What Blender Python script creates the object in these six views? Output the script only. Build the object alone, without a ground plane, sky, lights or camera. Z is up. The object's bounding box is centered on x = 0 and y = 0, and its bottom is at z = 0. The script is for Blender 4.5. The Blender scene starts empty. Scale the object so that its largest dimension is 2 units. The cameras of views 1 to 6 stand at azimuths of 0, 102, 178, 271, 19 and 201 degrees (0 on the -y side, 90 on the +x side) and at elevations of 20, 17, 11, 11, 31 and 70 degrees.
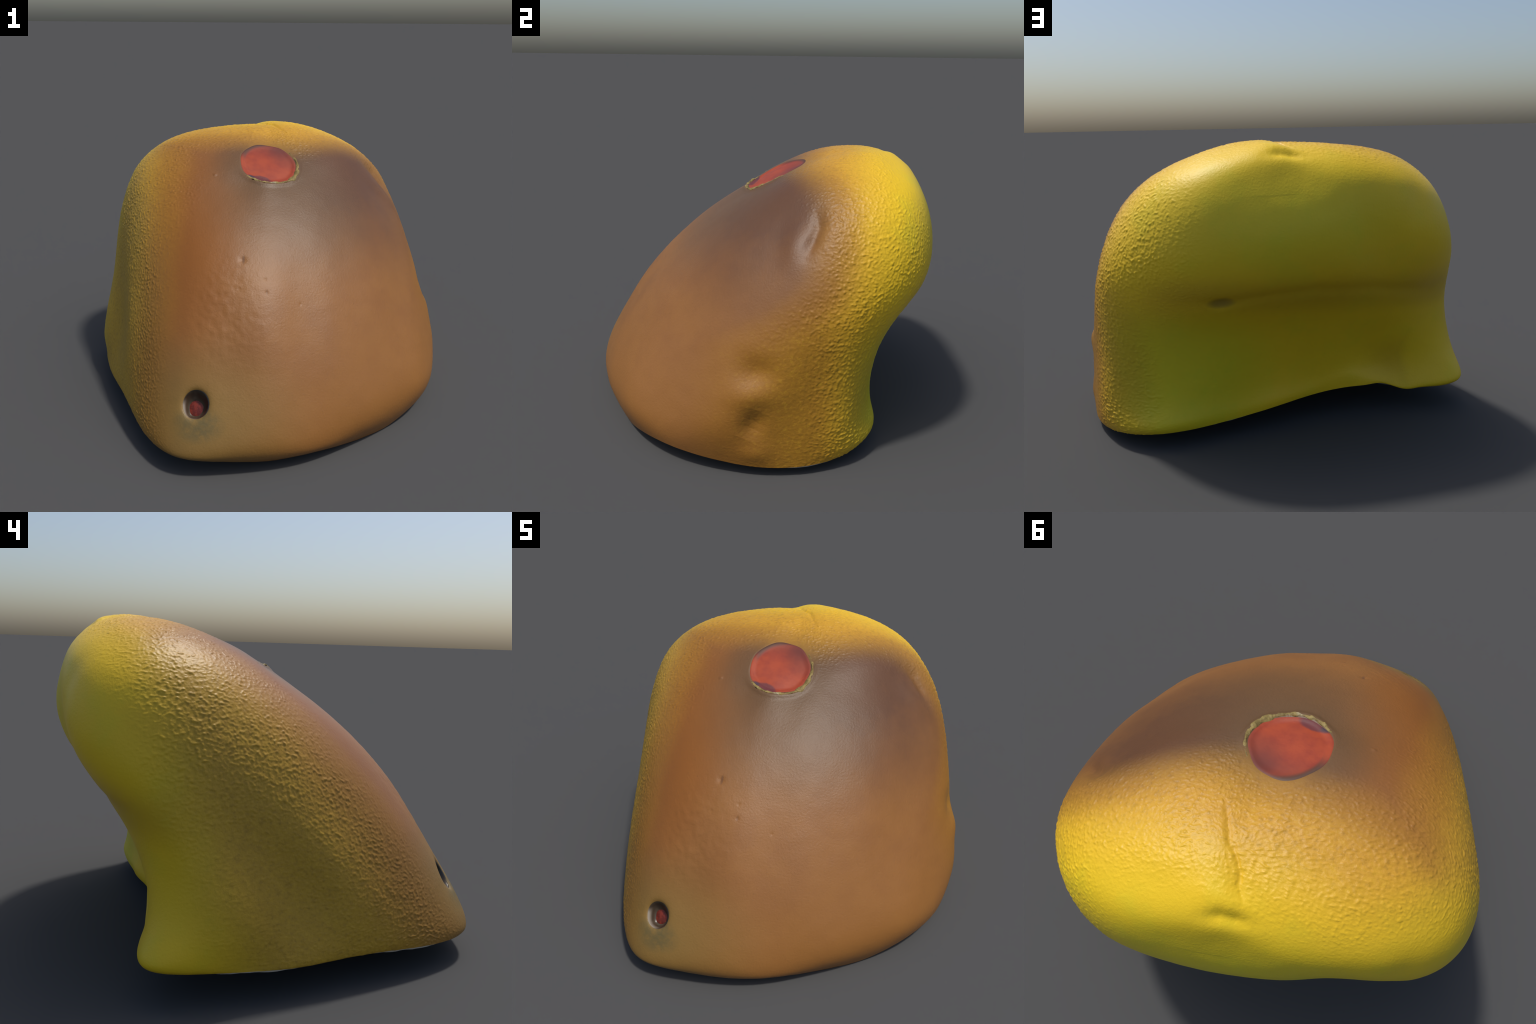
"""A chunky fruit-like lump: brown smooth front, yellow crown and back with a
pebbled peel band between them, a round red stem scar with a fibrous rim near
the top, a bored hole low on the front and a pale cut face underneath.

The skin is a loft: eight tilted cross-sections (centre y, centre z, tilt,
twenty-four radii counter-clockwise from +x) closed by a pole on the crown."""
import bpy, math
import numpy as np
from mathutils import Vector
from mathutils.bvhtree import BVHTree

# ------------------------------------------------------------------ profile
# (centre y, centre z, backward tilt in radians, radii every 15 degrees)
STATIONS = [
    (-0.20, 0.101, -0.047, [0.930, 1.006, 1.087, 1.140, 1.084, 0.881, 0.770, 0.710, 0.751, 0.861, 0.997, 0.978, 0.866, 0.799, 0.794, 0.831, 0.852, 0.770, 0.695, 0.661, 0.656, 0.651, 0.710, 0.828]),
    (-0.20, 0.184, 0.000, [0.937, 1.027, 1.086, 1.151, 1.098, 0.885, 0.773, 0.713, 0.751, 0.867, 1.112, 0.988, 0.867, 0.799, 0.789, 0.810, 0.842, 0.784, 0.736, 0.704, 0.690, 0.715, 0.766, 0.856]),
    (-0.15, 0.375, 0.096, [0.891, 1.013, 1.063, 1.119, 1.010, 0.829, 0.719, 0.677, 0.707, 0.781, 0.991, 0.983, 0.819, 0.773, 0.751, 0.749, 0.735, 0.679, 0.657, 0.631, 0.636, 0.662, 0.717, 0.795]),
    (0.02, 0.646, 0.110, [0.831, 0.937, 0.999, 0.998, 0.865, 0.732, 0.648, 0.624, 0.650, 0.732, 0.855, 0.935, 0.830, 0.772, 0.741, 0.732, 0.706, 0.663, 0.631, 0.590, 0.594, 0.618, 0.669, 0.728]),
    (0.20, 0.913, 0.140, [0.739, 0.851, 0.919, 0.911, 0.848, 0.748, 0.682, 0.657, 0.671, 0.718, 0.858, 0.909, 0.836, 0.761, 0.715, 0.666, 0.619, 0.569, 0.530, 0.510, 0.513, 0.535, 0.582, 0.651]),
    (0.34, 1.126, 0.119, [0.608, 0.735, 0.788, 0.776, 0.725, 0.651, 0.605, 0.590, 0.600, 0.639, 0.749, 0.821, 0.797, 0.727, 0.647, 0.563, 0.482, 0.433, 0.416, 0.392, 0.398, 0.420, 0.463, 0.526]),
    (0.42, 1.275, 0.020, [0.487, 0.560, 0.601, 0.593, 0.548, 0.485, 0.443, 0.430, 0.457, 0.508, 0.584, 0.657, 0.682, 0.635, 0.546, 0.450, 0.384, 0.334, 0.291, 0.273, 0.277, 0.306, 0.356, 0.418]),
    (0.54, 1.377, -0.014, [0.293, 0.319, 0.320, 0.285, 0.259, 0.242, 0.226, 0.214, 0.205, 0.227, 0.282, 0.350, 0.427, 0.442, 0.388, 0.310, 0.238, 0.178, 0.144, 0.143, 0.160, 0.191, 0.229, 0.266]),
]
RIM_RISE = [-0.017, -0.047, -0.078, -0.080, -0.057, -0.036, -0.003, 0.019, 0.040, 0.025, -0.011, 0.023, 0.027, 0.038, 0.043, 0.041, 0.036, 0.013, -0.020, -0.026, -0.037, -0.074, -0.079, -0.027]
HEEL_RISE = [0.021, 0.046, 0.016, -0.001, 0.005, 0.005, -0.001, -0.003, 0.019, -0.032, -0.011, -0.030, -0.041, -0.036, -0.026, -0.019, -0.042, -0.013, 0.006, -0.013, 0.004, 0.047, 0.058, 0.036]
POLE = (0.04, 0.582, 1.414)
M, K = len(RIM_RISE), len(STATIONS)
NU, NV = 1480, 700            # skin resolution: around, rim to pole


# ------------------------------------------------------------------ splines
def periodic_spline(m, n):
    a, b = np.zeros((m, m)), np.zeros((m, m))
    for i in range(m):
        a[i, i] = 4
        a[i, (i - 1) % m] += 1
        a[i, (i + 1) % m] += 1
        b[i, (i + 1) % m] += 6
        b[i, (i - 1) % m] += 6
        b[i, i] -= 12
    second = np.linalg.solve(a, b)
    t = np.arange(n) / n * m
    i = np.floor(t).astype(int) % m
    q = t - np.floor(t)
    j = (i + 1) % m
    p = 1 - q
    e = np.eye(m)
    return (p[:, None] * e[i] + q[:, None] * e[j]
            + ((p ** 3 - p) / 6)[:, None] * second[i] + ((q ** 3 - q) / 6)[:, None] * second[j])


def natural_spline(n, t):
    a, b = np.eye(n), np.zeros((n, n))
    for i in range(1, n - 1):
        a[i, i - 1:i + 2] = [1, 4, 1]
        b[i, i - 1:i + 2] = [6, -12, 6]
    second = np.linalg.solve(a, b)
    i = np.clip(np.floor(t).astype(int), 0, n - 2)
    q = t - i
    p = 1 - q
    e = np.eye(n)
    return (p[:, None] * e[i] + q[:, None] * e[i + 1]
            + ((p ** 3 - p) / 6)[:, None] * second[i] + ((q ** 3 - q) / 6)[:, None] * second[i + 1])


def loft(nu, nv):
    th = np.arange(M) / M * 2 * math.pi
    ctrl = np.zeros((K, M, 3))
    rise, heel = np.array(RIM_RISE), np.array(HEEL_RISE)
    for k, (cy, cz, tilt, radii) in enumerate(STATIONS):
        rad = np.array(radii)
        ctrl[k, :, 0] = rad * np.cos(th)
        ctrl[k, :, 1] = cy + rad * np.sin(th) * math.cos(tilt)
        ctrl[k, :, 2] = cz - rad * np.sin(th) * math.sin(tilt)
    ctrl[0, :, 2] += rise
    ctrl[1, :, 2] += heel + 0.9 * rise
    ctrl[2, :, 2] += 0.4 * rise + 0.3 * heel
    rings = np.matmul(periodic_spline(M, nu), ctrl)
    over = np.roll(rings, nu // 2, axis=1)[::-1]
    full = np.concatenate([rings, np.broadcast_to(np.array(POLE), (1, nu, 3)), over], 0)
    v = natural_spline(2 * K + 1, np.linspace(0, K, nv))
    return (v @ full.reshape(2 * K + 1, -1)).reshape(nv, nu, 3)


def grid_normals(s):
    around = np.roll(s, -1, 1) - np.roll(s, 1, 1)
    along = np.gradient(s, axis=0)
    n = np.cross(around, along)
    n[-1] = n[-2].mean(0)
    return n / (np.linalg.norm(n, axis=2, keepdims=True) + 1e-12)


# ------------------------------------------------------------------ noise
_rng = np.random.default_rng(11)
_perm = _rng.permutation(512)
_perm = np.concatenate([_perm, _perm, _perm])
_grad = _rng.normal(size=(512, 3))
_grad /= np.linalg.norm(_grad, axis=1)[:, None]


def noise3(p):
    """Gradient noise, about -0.7..0.7, for points (..., 3)."""
    i = np.floor(p).astype(int)
    f = p - i
    w = f * f * f * (f * (f * 6 - 15) + 10)
    out = 0
    for dx in (0, 1):
        for dy in (0, 1):
            for dz in (0, 1):
                h = _perm[_perm[_perm[(i[..., 0] + dx) & 511] + ((i[..., 1] + dy) & 511)] + ((i[..., 2] + dz) & 511)]
                g = _grad[h]
                d = (g[..., 0] * (f[..., 0] - dx) + g[..., 1] * (f[..., 1] - dy) + g[..., 2] * (f[..., 2] - dz))
                wx = w[..., 0] if dx else 1 - w[..., 0]
                wy = w[..., 1] if dy else 1 - w[..., 1]
                wz = w[..., 2] if dz else 1 - w[..., 2]
                out = out + d * wx * wy * wz
    return out


# ------------------------------------------------------------------ zones
# The same zone rules drive the relief (numpy) and the colours (nodes).
class Np:
    @staticmethod
    def clamp(a):
        return np.clip(a, 0, 1)

    @staticmethod
    def least(a, b):
        return np.minimum(a, b)

    @staticmethod
    def most(a, b):
        return np.maximum(a, b)


def step(o, a, lo, hi):
    t = o.clamp((a - lo) * (1.0 / (hi - lo)))
    return t * t * (t * (-2.0) + 3.0)


def zones(o, x, y, z):
    """brown: smooth front; yellow: smooth back and crown (both 0..1)."""
    right = step(o, x, 0.1, 0.65)
    low = step(o, z * (-1.0), -0.95, -0.55)
    back_edge = right * 0.24 + 0.30 - low * right * 0.36
    left_edge = (x + 0.54) + (y * (-1.0) + 0.3) * 0.05
    soft = right * low * (-0.45) + 1.0
    brown = step(o, o.least(left_edge * 0.9, (back_edge - y) * soft), -0.15, 0.17)
    leftness = step(o, x * (-1.0), 0.35, 0.85)
    corner = step(o, x, 0.30, 0.66)
    yellow_edge = ((leftness * (-0.34) + 0.59) + leftness * (z - 0.9) * 0.32 + right * 0.06
                   - (corner * (-1.0) + 1.0) * (leftness * (-1.0) + 1.0) * low * 0.36)
    yellow = step(o, y - yellow_edge, -0.16, 0.22)
    return brown, yellow


# ------------------------------------------------------------------ relief
_base = loft(240, 160)
_base_n = grid_normals(_base)


def frame_on_loft(near, up):
    """Point of the loft next to `near`, its normal and two tangents."""
    d = ((_base - np.array(near)) ** 2).sum(-1)
    i, j = np.unravel_index(np.argmin(d), d.shape)
    n = _base_n[max(i - 4, 0):i + 5, max(j - 4, 0):j + 5].reshape(-1, 3).mean(0)
    n /= np.linalg.norm(n)
    c = np.array(near) + n * ((_base[i, j] - np.array(near)) @ n)
    u = np.cross(up, n)
    u /= np.linalg.norm(u)
    return c, n, u, np.cross(n, u)


SCAR_C, SCAR_N, SCAR_U, SCAR_V = frame_on_loft((0.004, 0.118, 1.262), (0, 1, 0))
SCAR_A, SCAR_B = 0.152, 0.176
HOLE_C, HOLE_N, HOLE_U, HOLE_V = frame_on_loft((-0.341, -0.862, 0.335), (0, 0, 1))
HOLE_A, HOLE_B = 0.063, 0.067


def scar_radius(p):
    d = p - SCAR_C
    u, v, w = d @ SCAR_U, d @ SCAR_V, d @ SCAR_N
    a = np.arctan2(v, u)
    r = np.hypot(u / SCAR_A, v / SCAR_B)
    r = r / (1 + 0.03 * np.cos(2 * a + 0.6) + 0.02 * np.cos(3 * a + 1.0) + 0.012 * np.sin(7 * a))
    return np.where(np.abs(w) < 0.25, r, 9.0)


def hole_radius(p):
    d = p - HOLE_C
    u, v, w = d @ HOLE_U, d @ HOLE_V, d @ HOLE_N
    return np.where(np.abs(w) < 0.15, np.hypot(u / HOLE_A, v / HOLE_B), 9.0)


def blob(p, c, radii, amount, axis=None):
    """A soft dent or bump; with axis, radii are (along axis, across)."""
    d = p - np.array(c)
    if axis is None:
        q = ((d / np.array(radii)) ** 2).sum(-1)
    else:
        a = np.array(axis) / np.linalg.norm(axis)
        along = d @ a
        across2 = (d * d).sum(-1) - along ** 2
        q = (along / radii[0]) ** 2 + across2 / radii[1] ** 2
    return amount * np.exp(-q)


def furrow(p, path, width, depth, fade=0.06):
    """A groove along a polyline, fading out at both ends."""
    path = np.array(path, float)
    best = np.full(p.shape[:-1], 9.0)
    where = np.zeros(p.shape[:-1])
    length = np.r_[0, np.cumsum(np.linalg.norm(np.diff(path, axis=0), axis=1))]
    for i in range(len(path) - 1):
        a, b = path[i], path[i + 1]
        ab = b - a
        t = np.clip(((p - a) @ ab) / (ab @ ab), 0, 1)
        d = np.linalg.norm(p - (a + t[..., None] * ab), axis=-1)
        closer = d < best
        best = np.where(closer, d, best)
        where = np.where(closer, length[i] + t * (length[i + 1] - length[i]), where)
    ends = np.clip(np.minimum(where, length[-1] - where) / fade + 0.25, 0, 1)
    return depth * ends * np.exp(-(best / width) ** 2)


CROWN_CREASE = [(0.11, 0.42, 1.39), (0.083, 0.477, 1.404), (0.044, 0.547, 1.413), (-0.004, 0.594, 1.413),
                (-0.032, 0.632, 1.41), (-0.042, 0.668, 1.405), (-0.071, 0.71, 1.39)]
CROWN_FOLD = [(0.03, 0.80, 1.362), (-0.027, 0.778, 1.368), (-0.069, 0.772, 1.362), (-0.125, 0.764, 1.352)]
BACK_CREASE = [(0.45, 0.88, 0.745), (0.378, 0.895, 0.75), (0.242, 0.867, 0.738), (0.042, 0.833, 0.759), (-0.182, 0.775, 0.765),
               (-0.418, 0.664, 0.743), (-0.64, 0.568, 0.704), (-0.82, 0.43, 0.69)]
SHOULDER_DENT = [(0.59, 0.440, 1.202), (0.656, 0.452, 1.143), (0.707, 0.430, 1.077), (0.742, 0.412, 1.027)]
PITS = [((-0.126, -0.449, 0.898), 0.018, 0.0040), ((-0.015, -0.512, 0.818), 0.008, 0.002),
        ((-0.008, -0.558, 0.768), 0.009, 0.0028), ((0.158, -0.548, 0.704), 0.006, 0.002),
        ((-0.142, -0.558, 0.788), 0.010, 0.002), ((-0.282, -0.003, 1.225), 0.009, -0.003)]


def big_relief(p):
    """Dents, folds and creases; returns the offset along the normal."""
    x, y, z = p[..., 0], p[..., 1], p[..., 2]
    h = -furrow(p + 0.006 * noise3(p * 22.0)[..., None], CROWN_CREASE, 0.010, 0.0065)
    # the +x side of the crown stands a little proud of the crease
    side = 1 / (1 + np.exp(-(x - (0.04 - 0.55 * (y - 0.55))) / 0.018))
    h += 0.016 * (side - 0.35) * np.exp(-((x - 0.03) / 0.13) ** 2 - ((y - 0.66) / 0.13) ** 2) * (z > 1.2)
    h -= furrow(p, CROWN_FOLD, 0.028, 0.014, 0.07)
    h += blob(p, (-0.03, 0.73, 1.39), (0.10, 0.035, 0.06), 0.005)
    h -= furrow(p, BACK_CREASE, 0.040, 0.006, 0.30)
    h -= blob(p, (0.242, 0.867, 0.738), (0.045, 0.06, 0.03), 0.010)
    h -= furrow(p, SHOULDER_DENT, 0.032, 0.016, 0.10)
    h += blob(p, (0.68, 0.345, 1.07), (0.10, 0.055, 0.13), 0.011)
    h += blob(p, (0.67, 0.54, 1.12), (0.10, 0.06, 0.12), 0.007)
    h -= blob(p, (0.939, 0.225, 0.52), (0.2, 0.09, 0.065), 0.022)
    h += blob(p, (0.955, 0.205, 0.405), (0.2, 0.10, 0.06), 0.012)
    h -= furrow(p, [(0.965, 0.26, 0.34), (0.976, 0.215, 0.25), (0.975, 0.19, 0.20)], 0.055, 0.019, 0.08)
    h += blob(p, (0.96, 0.24, 0.12), (0.2, 0.07, 0.05), 0.008)
    h -= blob(p, (-0.64, 0.70, 1.13), (0.05, 0.10, 0.12), 0.006)
    for c, r, d in PITS:
        h -= blob(p, c, (r, r, r), d)
    # stem scar: shallow dish, crisp below, soft above
    r = scar_radius(p)
    tip = np.clip(-(p - SCAR_C) @ SCAR_V / 0.3 + 0.5, 0, 1)
    h -= (0.008 + 0.008 * tip) * (1 - step(Np, r, 0.86 - 0.12 * (1 - tip), 1.06))
    h += 0.006 * np.exp(-((r - 1.12) / 0.09) ** 2) * step(Np, (p - SCAR_C) @ (SCAR_U * 0.6 - SCAR_V * 0.8), -0.02, 0.12)
    # rolled-in lip of the bored hole
    r = hole_radius(p)
    h -= 0.010 * np.exp(-np.maximum(r - 1.0, 0) / 0.17)
    return h


def fine_relief(p, n):
    """Pebbled peel band plus slight unevenness everywhere."""
    x, y, z = p[..., 0], p[..., 1], p[..., 2]
    brown, _ = zones(Np, x - 0.10 * step(Np, z, 0.8, 1.15), y + 0.08 * (1 - step(Np, x, 0.1, 0.4)), z)
    _, yellow = zones(Np, x, y - 0.03 - 0.06 * step(Np, x, 0.1, 0.4), z)
    rough = np.clip((1 - brown) * (1 - yellow) * 1.5, 0, 1)
    low_left = step(Np, -x, 0.55, 0.85) * step(Np, -y, -0.45, -0.05) * step(Np, -z, -1.0, -0.5)
    low_right = step(Np, x, 0.55, 0.8) * step(Np, -y, -0.62, -0.38) * step(Np, -z, -0.95, -0.6)
    corner = step(Np, x, 0.22, 0.55) * step(Np, y, 0.45, 0.7) * step(Np, z, 0.55, 0.85)
    corner = np.maximum(corner, step(Np, x, 0.68, 0.80) * step(Np, y, 0.4, 0.6))
    rough = np.maximum(rough, corner * 0.9) * (1 - 0.7 * low_left) * (1 - 0.8 * low_right)
    near = np.clip((scar_radius(p) - 1.05) / 0.3, 0, 1)
    q = p + noise3(p * 20.0)[..., None] * np.array((0.006, 0.006, 0.006))
    across = noise3(q * np.array((84, 64, 90.0)))
    lengthwise = noise3(q * np.array((66, 88, 80.0)) + 17.3)
    plain = noise3(q * 76.0 + 29.0)
    pick = step(Np, -n[..., 0], 0.2, 0.8)
    knob = step(Np, n[..., 0], 0.1, 0.6)
    peb = across * pick + plain * knob + lengthwise * np.clip(1 - pick - knob, 0, 1)
    # separate small knobs on a nearly plain ground
    peb = 0.55 * peb + 0.42 * step(Np, peb, 0.02, 0.42) + 0.35 * noise3(q * 125.0 + 5.1)
    clumps = 0.85 + 0.5 * noise3(p * 7.0 + 3.0)
    h = (0.0036 + 0.0010 * knob) * peb * rough * near * np.clip(clumps, 0.4, 1.3)
    # faint dimples of the brown skin, faint swells of the rest
    h += 0.0010 * noise3(p * 14.0) + 0.0022 * noise3(p * 4.2 + 9.0)
    wrinkle = np.exp(-((x + 0.2) / 0.16) ** 2 - ((y + 0.62) / 0.16) ** 2)
    h += 0.0028 * wrinkle * noise3(q * np.array((34, 16, 38.0)) + 40)
    return h


def skin_points(nu, nv, fine):
    s = loft(nu, nv)
    n = grid_normals(s)
    h = big_relief(s)
    if fine:
        h = h + fine_relief(s, n)
    h[-1] = h[-2].mean()
    s = s + n * h[..., None]
    # stepped lip of the foot at the back, near the -x corner
    lift = s[..., 2] - s[0, :, 2][None]
    foot = np.exp(-(lift / 0.07) ** 2) * step(Np, s[..., 1], 0.15, 0.3)
    s[..., 2] += foot * (0.011 * np.exp(-((s[..., 0] + 0.53) / 0.06) ** 2) - 0.014 * np.exp(-((s[..., 0] + 0.67) / 0.06) ** 2))
    return s


# ------------------------------------------------------------------ meshes
def make_mesh(name, verts, faces):
    me = bpy.data.meshes.new(name)
    me.from_pydata([tuple(map(float, v)) for v in verts], [], faces)
    me.validate()
    me.shade_smooth()
    return me


def make_quads(name, verts, quads):
    """Fast mesh from an (n, 4) index array."""
    me = bpy.data.meshes.new(name)
    me.vertices.add(len(verts))
    me.vertices.foreach_set("co", np.ascontiguousarray(verts, dtype=np.float32).ravel())
    me.loops.add(quads.size)
    me.loops.foreach_set("vertex_index", np.ascontiguousarray(quads, dtype=np.int32).ravel())
    me.polygons.add(len(quads))
    me.polygons.foreach_set("loop_start", np.arange(0, quads.size, 4, dtype=np.int32))
    me.update(calc_edges=True)
    me.shade_smooth()
    return me


def ring_quads(rows, cols, closed=True):
    r, c = np.meshgrid(np.arange(rows - 1), np.arange(cols if closed else cols - 1), indexing="ij")
    c2 = (c + 1) % cols
    return np.stack([r * cols + c, r * cols + c2, (r + 1) * cols + c2, (r + 1) * cols + c], -1).reshape(-1, 4)


# ------------------------------------------------------------------ nodes
class Val:
    """A scalar socket with arithmetic, so colour masks read as formulas."""

    def __init__(self, nt, sock):
        self.nt, self.s = nt, sock

    def _op(self, kind, other=None, swap=False, clamp=False):
        m = self.nt.nodes.new("ShaderNodeMath")
        m.operation = kind
        m.use_clamp = clamp
        ins = [self, other] if not swap else [other, self]
        for i, v in enumerate(ins):
            if v is None:
                continue
            if isinstance(v, Val):
                self.nt.links.new(v.s, m.inputs[i])
            else:
                m.inputs[i].default_value = float(v)
        return Val(self.nt, m.outputs[0])

    def __add__(self, o): return self._op("ADD", o)
    def __radd__(self, o): return self._op("ADD", o)
    def __sub__(self, o): return self._op("SUBTRACT", o)
    def __rsub__(self, o): return self._op("SUBTRACT", o, True)
    def __mul__(self, o): return self._op("MULTIPLY", o)
    def __rmul__(self, o): return self._op("MULTIPLY", o)


class Nd:
    @staticmethod
    def clamp(a):
        return a._op("ADD", 0.0, clamp=True)

    @staticmethod
    def least(a, b):
        return a._op("MINIMUM", b)

    @staticmethod
    def most(a, b):
        return a._op("MAXIMUM", b)


class Mat:
    def __init__(self, name, roughness=0.45, specular=0.5):
        self.m = bpy.data.materials.new(name)
        self.m.use_nodes = True
        self.nt = self.m.node_tree
        self.bsdf = self.nt.nodes["Principled BSDF"]
        self.bsdf.inputs["Roughness"].default_value = roughness
        self.bsdf.inputs["Specular IOR Level"].default_value = specular
        tc = self.nt.nodes.new("ShaderNodeTexCoord")
        self.co = tc.outputs["Object"]
        sp = self.nt.nodes.new("ShaderNodeSeparateXYZ")
        self.nt.links.new(self.co, sp.inputs[0])
        self.x, self.y, self.z = (Val(self.nt, sp.outputs[i]) for i in range(3))

    def noise(self, scale, detail=3.0, rough=0.55, stretch=(1, 1, 1), distort=0.0):
        mp = self.nt.nodes.new("ShaderNodeMapping")
        mp.inputs["Scale"].default_value = stretch
        self.nt.links.new(self.co, mp.inputs["Vector"])
        n = self.nt.nodes.new("ShaderNodeTexNoise")
        n.inputs["Scale"].default_value = scale
        n.inputs["Detail"].default_value = detail
        n.inputs["Roughness"].default_value = rough
        n.inputs["Distortion"].default_value = distort
        self.nt.links.new(mp.outputs[0], n.inputs["Vector"])
        return Val(self.nt, n.outputs["Fac"])

    def spot(self, c, radii, wide=False):
        """1 at c falling smoothly to 0 at the ellipsoid."""
        q = None
        for v, m, r in zip((self.x, self.y, self.z), c, radii):
            d = (v - m) * (1.0 / r)
            q = d * d if q is None else q + d * d
        t = Nd.clamp(q * (-1.0) + 1.0)
        return t * t if wide else t * t * (t * (-2.0) + 3.0)

    def mix(self, fac, a, b):
        n = self.nt.nodes.new("ShaderNodeMix")
        n.data_type = "RGBA"
        n.clamp_factor = True
        if isinstance(fac, Val):
            self.nt.links.new(fac.s, n.inputs[0])
        else:
            n.inputs[0].default_value = fac
        for v, i in ((a, 6), (b, 7)):
            if isinstance(v, tuple):
                n.inputs[i].default_value = (*v, 1)
            else:
                self.nt.links.new(v, n.inputs[i])
        return n.outputs[2]

    def color(self, sock):
        self.nt.links.new(sock, self.bsdf.inputs["Base Color"])

    def bump(self, height, strength, distance):
        b = self.nt.nodes.new("ShaderNodeBump")
        b.inputs["Strength"].default_value = strength
        b.inputs["Distance"].default_value = distance
        self.nt.links.new(height.s, b.inputs["Height"])
        self.nt.links.new(b.outputs[0], self.bsdf.inputs["Normal"])


YELLOW = (0.84, 0.545, 0.014)
LEMON = (0.64, 0.56, 0.018)
OCHRE = (0.52, 0.265, 0.019)  # base lightened to carry pale highlights on the crown's pebble tips
AMBER = (0.36, 0.170, 0.014)
MUSTARD = (0.44, 0.265, 0.019)
ORANGE = (0.25, 0.098, 0.012)
BROWN = (0.232, 0.095, 0.023)
RUSSET = (0.245, 0.084, 0.011)
TAN = (0.285, 0.124, 0.028)
DARK = (0.108, 0.046, 0.019)
UMBER = (0.112, 0.062, 0.026)
SALLOW = (0.21, 0.125, 0.029)


def skin_material():
    m = Mat("painted_peel", 0.46, 0.40)
    big = m.noise(2.2, 3, 0.5)
    wob = (big - 0.5) * 0.12
    brown, yellow = zones(Nd, m.x + wob, m.y + wob, m.z)
    fine = m.noise(60, 3, 0.6, (0.8, 0.8, 1.0), 0.2)
    speck = m.noise(110, 3, 0.6)
    mid = m.noise(5, 4, 0.6)
    # pebbled band: ochre, mustard on the -x side, amber low on the +x side,
    # with a fine two-tone grain
    leftside = step(Nd, m.x * (-1.0), 0.45, 0.85)
    rightlow = step(Nd, m.x, 0.3, 0.75) * step(Nd, m.z * (-1.0), -1.15, -0.75) * step(Nd, m.y * (-1.0), -0.66, -0.44)
    band = m.mix(leftside * 0.8, OCHRE, MUSTARD)
    band = m.mix(rightlow, band, AMBER)
    band = m.mix(step(Nd, fine, 0.50, 0.72) * 0.40, band, (0.25, 0.135, 0.014))
    band = m.mix(step(Nd, fine * (-1.0), -0.50, -0.30) * 0.28, band, (0.62, 0.37, 0.025))
    # smooth back: yellow, greener in large soft patches
    green = m.spot((0.50, 0.70, 0.36), (0.60, 0.45, 0.45)) * 0.8 + m.spot((-0.1, 0.95, 1.12), (0.9, 0.5, 0.35), True) * 0.6
    back = m.mix(green + step(Nd, mid, 0.48, 0.70) * 0.25, YELLOW, LEMON)
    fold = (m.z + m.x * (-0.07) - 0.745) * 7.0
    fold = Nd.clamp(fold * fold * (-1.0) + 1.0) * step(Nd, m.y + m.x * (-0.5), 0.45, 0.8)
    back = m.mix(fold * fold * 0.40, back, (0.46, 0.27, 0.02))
    back = m.mix(m.spot((0.242, 0.867, 0.738), (0.075, 0.09, 0.035)) * 0.7, back, (0.20, 0.13, 0.03))
    # brown front with its patches
    front = m.mix(step(Nd, mid, 0.35, 0.70) * 0.4, BROWN, TAN)
    front = m.mix(m.spot((-0.42, -0.25, 0.95), (0.36, 0.80, 0.75)) * 0.85, front, RUSSET)
    front = m.mix(step(Nd, m.z * (-1.0), -0.60, -0.2) * 0.5, front, TAN)
    front = m.mix(m.spot((-0.36, -0.86, 0.24), (0.66, 0.52, 0.46), True), front, SALLOW)
    dark = m.spot((0.40, 0.20, 1.25), (0.98, 0.88, 0.80), True) * (m.noise(6, 5, 0.6) * 0.9 + 0.72)
    front = m.mix(dark, front, DARK)
    front = m.mix(m.spot((0.12, -0.14, 1.12), (0.62, 0.58, 0.56), True) * 0.65, front, UMBER)
    front = m.mix(m.spot((0.004, 0.118, 1.262), (0.36, 0.36, 0.30)) * 0.7, front, UMBER)
    front = m.mix(step(Nd, speck, 0.58, 0.74) * 0.18, front, UMBER)
    # blend: front -> band (through orange) -> back
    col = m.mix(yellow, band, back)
    edge = brown * (brown * (-1.0) + 1.0) * 4.0
    col = m.mix(brown, col, front)
    col = m.mix(edge * (dark * (-0.8) + 1.0) * 0.45, col, ORANGE)
    # grey bruise under the bored hole, dark prick marks
    bruise = m.spot((-0.325, -0.91, 0.255), (0.14, 0.15, 0.090)) * step(Nd, m.noise(24, 5, 0.7), 0.25, 0.62)
    col = m.mix(bruise * 0.7, col, (0.090, 0.078, 0.032))
    prick = m.spot((-0.122, -0.449, 0.898), (0.009, 0.03, 0.03)) + m.spot((-0.008, -0.558, 0.768), (0.008, 0.02, 0.02)) * 0.5
    col = m.mix(prick * 0.6, col, (0.10, 0.045, 0.022))
    m.color(col)
    m.bump(m.noise(95, 4, 0.65) + speck * 0.5, 0.25, 0.005)
    return m.m


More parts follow.
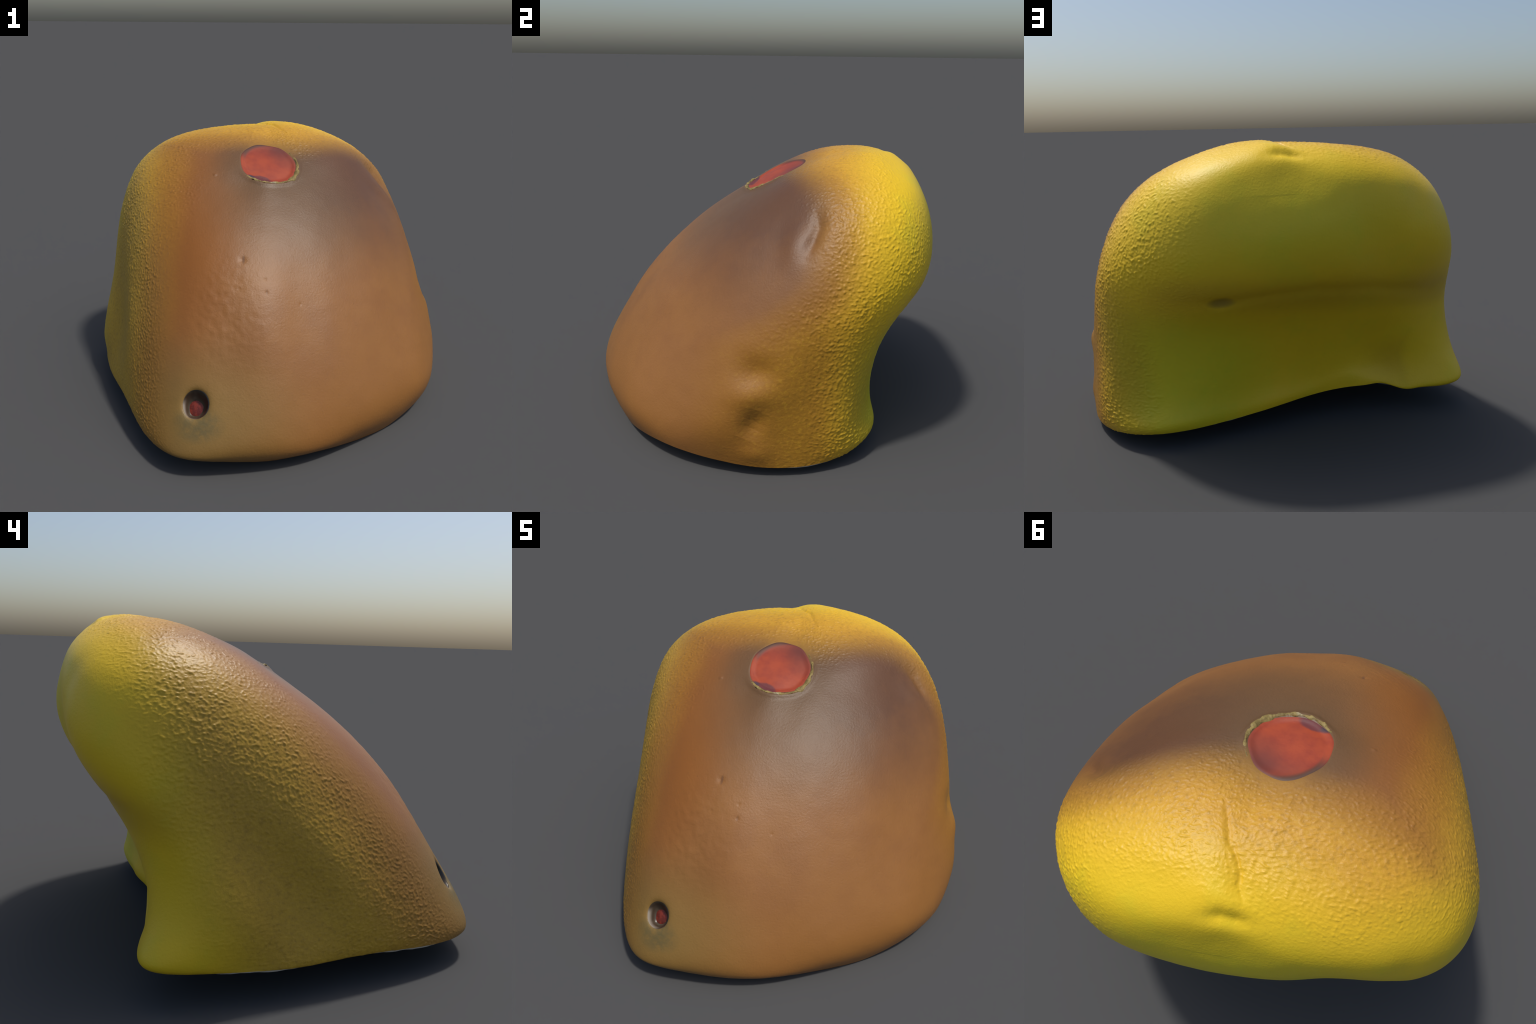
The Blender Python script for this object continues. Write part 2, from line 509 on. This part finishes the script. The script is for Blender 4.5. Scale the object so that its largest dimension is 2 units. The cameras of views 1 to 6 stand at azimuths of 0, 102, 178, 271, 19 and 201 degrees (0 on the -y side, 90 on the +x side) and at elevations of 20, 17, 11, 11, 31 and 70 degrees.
def scar_material():
    m = Mat("red_scar", 0.55, 0.35)
    n = m.noise(9, 5, 0.65)
    col = m.mix(step(Nd, n, 0.35, 0.7), (0.245, 0.034, 0.016), (0.33, 0.053, 0.018))
    up = step(Nd, m.y, 0.14, 0.28)
    col = m.mix(up * 0.6 + m.spot((0.12, 0.2, 1.29), (0.14, 0.14, 0.14)) * 0.45, col, (0.125, 0.033, 0.024))
    col = m.mix(m.spot((-0.055, 0.0, 1.21), (0.08, 0.05, 0.06)) * 0.7, col, (0.34, 0.052, 0.014))
    patch = m.spot((-0.050, -0.030, 1.19), (0.100, 0.060, 0.09)) + (m.noise(22, 4, 0.7) - 0.5) * 0.6
    col = m.mix(step(Nd, patch, 0.25, 0.75) * 0.8, col, (0.080, 0.026, 0.034))
    col = m.mix(m.spot((-0.090, -0.012, 1.205), (0.030, 0.024, 0.05)) * 0.9, col, (0.040, 0.032, 0.045))
    # upper edge melts into the brown skin
    melt = m.spot((0.03, 0.105, 1.262), (0.178, 0.20, 0.20))
    melt = step(Nd, melt, 0.0, 0.22)
    keep = step(Nd, m.y * (-1.0) + m.x * (-0.25), -0.16, -0.06)
    col = m.mix(Nd.most(melt, keep), (0.085, 0.040, 0.025), col)
    m.color(col)
    m.bump(m.noise(60, 3), 0.15, 0.004)
    return m.m


def rim_material():
    m = Mat("fibrous_rim", 0.6, 0.35)
    n = m.noise(34, 4, 0.7)
    col = m.mix(step(Nd, n, 0.30, 0.70), (0.15, 0.105, 0.030), (0.29, 0.215, 0.068))
    col = m.mix(m.spot((0.03, -0.055, 1.17), (0.030, 0.035, 0.04)) * 0.7, col, (0.55, 0.49, 0.34))
    m.color(col)
    m.bump(n, 0.5, 0.006)
    return m.m


def plain_material(name, a, b, scale, roughness=0.6):
    m = Mat(name, roughness, 0.4)
    m.color(m.mix(step(Nd, m.noise(scale, 4, 0.6), 0.35, 0.65), a, b))
    m.bump(m.noise(scale * 4, 3), 0.2, 0.005)
    return m.m


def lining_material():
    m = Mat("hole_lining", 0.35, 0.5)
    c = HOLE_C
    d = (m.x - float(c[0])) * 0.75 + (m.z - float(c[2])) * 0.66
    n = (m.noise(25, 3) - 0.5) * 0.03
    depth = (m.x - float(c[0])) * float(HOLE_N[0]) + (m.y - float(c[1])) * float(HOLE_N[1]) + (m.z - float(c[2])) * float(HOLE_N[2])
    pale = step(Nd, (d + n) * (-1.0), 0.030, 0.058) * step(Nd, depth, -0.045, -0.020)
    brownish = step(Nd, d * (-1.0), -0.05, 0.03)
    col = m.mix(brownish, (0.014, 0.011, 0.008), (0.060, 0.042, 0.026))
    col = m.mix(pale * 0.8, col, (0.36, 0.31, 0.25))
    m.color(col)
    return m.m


# ------------------------------------------------------------------ build
root = bpy.data.objects.new("fruit_piece", None)
root["label"] = "smooth brown and yellow fruit chunk with red stem scar and bored hole"
root["category"] = "fruit"
bpy.context.collection.objects.link(root)


def add(name, mesh, mat):
    ob = bpy.data.objects.new(name, mesh)
    mesh.materials.append(mat)
    bpy.context.collection.objects.link(ob)
    ob.parent = root
    return ob


# skin ----------------------------------------------------------------
pts = skin_points(NU, NV, True)
rim = pts[0].copy()
centre = np.array((0.0, -0.1, 0.0))
inward = centre - rim
inward[:, 2] = 0
inward /= np.linalg.norm(inward, axis=1)[:, None]
inward = inward * np.array((1.0, 1.0, 1.0))


def smooth_ring(a, times):
    for _ in range(times):
        a = (np.roll(a, 1, 0) + a + np.roll(a, -1, 0)) / 3
    return a


curl = [rim + inward * 0.014 + np.array((0, 0, 0.012)), rim + inward * 0.007 + np.array((0, 0, -0.001))]
body = np.concatenate([np.stack(curl), pts[:-1]], 0)
rows = body.shape[0]
verts = np.concatenate([body.reshape(-1, 3), pts[-1:, 0]], 0)
verts[:, 2] = np.maximum(verts[:, 2], 0.004)
quads = ring_quads(rows, NU)
# open the bored hole and snap its border onto the ellipse
hr = hole_radius(verts)
quads = quads[~(hr[quads] < 1.0).all(1)]
inside = np.where(hr < 1.0)[0]
used = np.unique(quads)
edge = np.intersect1d(inside, used)
d = verts[edge] - HOLE_C
verts[edge] = HOLE_C + d / np.maximum(hr[edge], 0.3)[:, None] * 1.0 * (hr[edge] > 0)[:, None] \
    - np.outer((d @ HOLE_N) * (1 / np.maximum(hr[edge], 0.3) - 1), HOLE_N)
keep = np.full(len(verts), -1)
keep_idx = np.unique(np.concatenate([used, [len(verts) - 1]]))
keep[keep_idx] = np.arange(len(keep_idx))
last = (rows - 1) * NU
cap = np.stack([last + np.arange(0, NU, 2), last + (np.arange(0, NU, 2) + 1) % NU,
                last + (np.arange(0, NU, 2) + 2) % NU, np.full(NU // 2, len(verts) - 1)], -1)
skin_mesh = make_quads("skin", verts[keep_idx], keep[np.concatenate([quads, cap])])
skin = add("skin", skin_mesh, skin_material())

# coarse copy for seating the other parts on the surface ----------------
cn, cv = 320, 220
coarse = skin_points(cn, cv, False)
tree = BVHTree.FromPolygons([Vector(v) for v in coarse.reshape(-1, 3)], [tuple(map(int, q)) for q in ring_quads(cv, cn)])


def seat(p, n):
    hit, nor, _, _ = tree.ray_cast(Vector(p + n * 0.2), Vector(-n))
    return np.array(hit) if hit is not None else p


# stem scar -------------------------------------------------------------
rings, seg = 26, 96
sv, top = [], []
for i in range(rings):
    f = 1.03 * (i + 0.02) / (rings - 1)
    for j in range(seg):
        a = 2 * math.pi * j / seg
        w = 1 + 0.03 * math.cos(2 * a + 0.6) + 0.02 * math.cos(3 * a + 1.0) + 0.012 * math.sin(7 * a)
        q = SCAR_C + SCAR_U * math.cos(a) * SCAR_A * f * w + SCAR_V * math.sin(a) * SCAR_B * f * w
        q = seat(q, SCAR_N)
        lift = 0.0035 if f < 0.95 else 0.0035 - 0.006 * (f - 0.95) / 0.08
        sv.append(q + SCAR_N * lift)
sv.append(np.mean(sv[:seg], axis=0))
sf = [tuple(map(int, q)) for q in ring_quads(rings, seg)] + [(j, len(sv) - 1, (j + 1) % seg) for j in range(seg)]
sf = [tuple(reversed(q)) for q in sf]
add("stem_scar", make_mesh("stem_scar", sv, sf), scar_material())

# fibrous rim: a crescent along the lower and +x edge of the scar ---------
a0, a1, n_seg, n_tube = math.radians(-135), math.radians(45), 220, 14
rv = []
for i in range(n_seg):
    t = i / (n_seg - 1)
    a = a0 + (a1 - a0) * t
    w = 1 + 0.03 * math.cos(2 * a + 0.6) + 0.02 * math.cos(3 * a + 1.0)
    swell = math.sin(math.pi * t) ** 0.6 * (0.75 + 0.35 * math.sin(17 * t + 2) * math.sin(41 * t))
    for j in range(n_tube):
        b = 2 * math.pi * j / n_tube
        wide = (0.002 + 0.012 * swell * (1 + 0.40 * math.sin(11 * t + 1) + 0.25 * math.sin(37 * t))) * math.cos(b)
        q0 = 1.055 * w
        q = SCAR_C + SCAR_U * math.cos(a) * (SCAR_A * q0 + wide) + SCAR_V * math.sin(a) * (SCAR_B * q0 + wide)
        q = seat(q, SCAR_N)
        rv.append(q + SCAR_N * ((0.001 + 0.006 * swell) * math.sin(b) - 0.001))
rv = np.array(rv)
nr = noise3(rv * np.array((45, 45, 45.0)))
nr2 = noise3(rv * 110.0)
rv = rv + SCAR_N * (0.006 * nr + 0.005 * nr2)[:, None]
rq = []
for i in range(n_seg - 1):
    for j in range(n_tube):
        j2 = (j + 1) % n_tube
        rq.append((i * n_tube + j, i * n_tube + j2, (i + 1) * n_tube + j2, (i + 1) * n_tube + j))
rq.append(tuple(range(n_tube)))
rq.append(tuple(reversed(range((n_seg - 1) * n_tube, n_seg * n_tube))))
add("scar_rim", make_mesh("scar_rim", rv, rq), rim_material())

# bored hole --------------------------------------------------------------
# (radius, depth) down the bore, leaning a little downwards
BORE = [(1.10, 0.0055), (1.02, 0.007), (0.96, 0.012), (0.90, 0.021), (0.82, 0.033), (0.72, 0.045), (0.60, 0.054), (0.47, 0.058)]
LEAN = -HOLE_V * 0.34 - HOLE_U * 0.16
seg = 64


def bore_ring(r, depth, wob):
    out = []
    for j in range(seg):
        a = 2 * math.pi * j / seg
        k = 1 + wob * (math.sin(3 * a + 1) + 0.6 * math.sin(5 * a))
        q = HOLE_C + HOLE_U * math.cos(a) * HOLE_A * r * k + HOLE_V * math.sin(a) * HOLE_B * r * k
        if depth < 0.0065:
            q = seat(q, HOLE_N) - HOLE_N * depth
        else:
            q = q - HOLE_N * (depth + 0.004) + LEAN * depth
        out.append(q)
    return out


hv = []
for r, dep in BORE:
    hv += bore_ring(r, dep, 0.03 if dep > 0.02 else 0.0)
hf = [tuple(reversed(tuple(map(int, q)))) for q in ring_quads(len(BORE), seg)]
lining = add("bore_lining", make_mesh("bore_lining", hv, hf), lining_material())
cvs = bore_ring(0.54, 0.056, 0.03) + bore_ring(0.34, 0.0535, 0.05) + bore_ring(0.15, 0.053, 0.05)
cvs.append(np.mean(cvs[-seg:], axis=0) + HOLE_N * 0.001)
cf = [tuple(reversed(tuple(map(int, q)))) for q in ring_quads(3, seg)] + [(2 * seg + (j + 1) % seg, 2 * seg + j, 3 * seg) for j in range(seg)]
add("bore_core", make_mesh("bore_core", cvs, cf), plain_material("red_core", (0.11, 0.016, 0.010), (0.21, 0.030, 0.016), 45, 0.4))

# pale cut face underneath -------------------------------------------------
fn = 325
ring = rim[::4]
ins = inward[::4]
drop = -0.004 + 0.008 * noise3(ring * 9.0) + 0.006 * noise3(ring * 21.0)
for where, size in (((-0.92, -0.08), 0.26), ((-0.62, -0.62), 0.22), ((0.78, 0.42), 0.20), ((0.33, 0.53), 0.16)):
    drop = drop + 0.014 * np.exp(-((ring[:, 0] - where[0]) ** 2 + (ring[:, 1] - where[1]) ** 2) / size ** 2)
drop = np.clip(drop, -0.004, 0.013)[:, None] * np.array((0, 0, 1.0))
levels = [ring + ins * 0.010 + np.array((0, 0, 0.015)), ring + ins * 0.004 - drop * 0.7, ring + ins * 0.014 - drop, ring + ins * 0.03 - drop * 0.6]
mid = np.array((0.0, -0.08, 0.12))
for f in (0.85, 0.65, 0.4, 0.15):
    lv = mid + (ring - mid) * f
    lv[:, 2] = ring[:, 2] * f + mid[2] * (1 - f)
    levels.append(lv)
fv = np.concatenate(levels, 0)
fv[:, 2] = np.maximum(fv[:, 2], 0.0)
fv = np.concatenate([fv, mid[None]], 0)
n_r = len(ring)
ff = [tuple(reversed(tuple(map(int, q)))) for q in ring_quads(len(levels), n_r)]
lastr = (len(levels) - 1) * n_r
ff += [(lastr + (j + 1) % n_r, lastr + j, len(fv) - 1) for j in range(n_r)]
add("cut_flesh", make_mesh("cut_flesh", fv, ff), plain_material("pale_flesh", (0.50, 0.44, 0.36), (0.62, 0.57, 0.48), 6, 0.7))
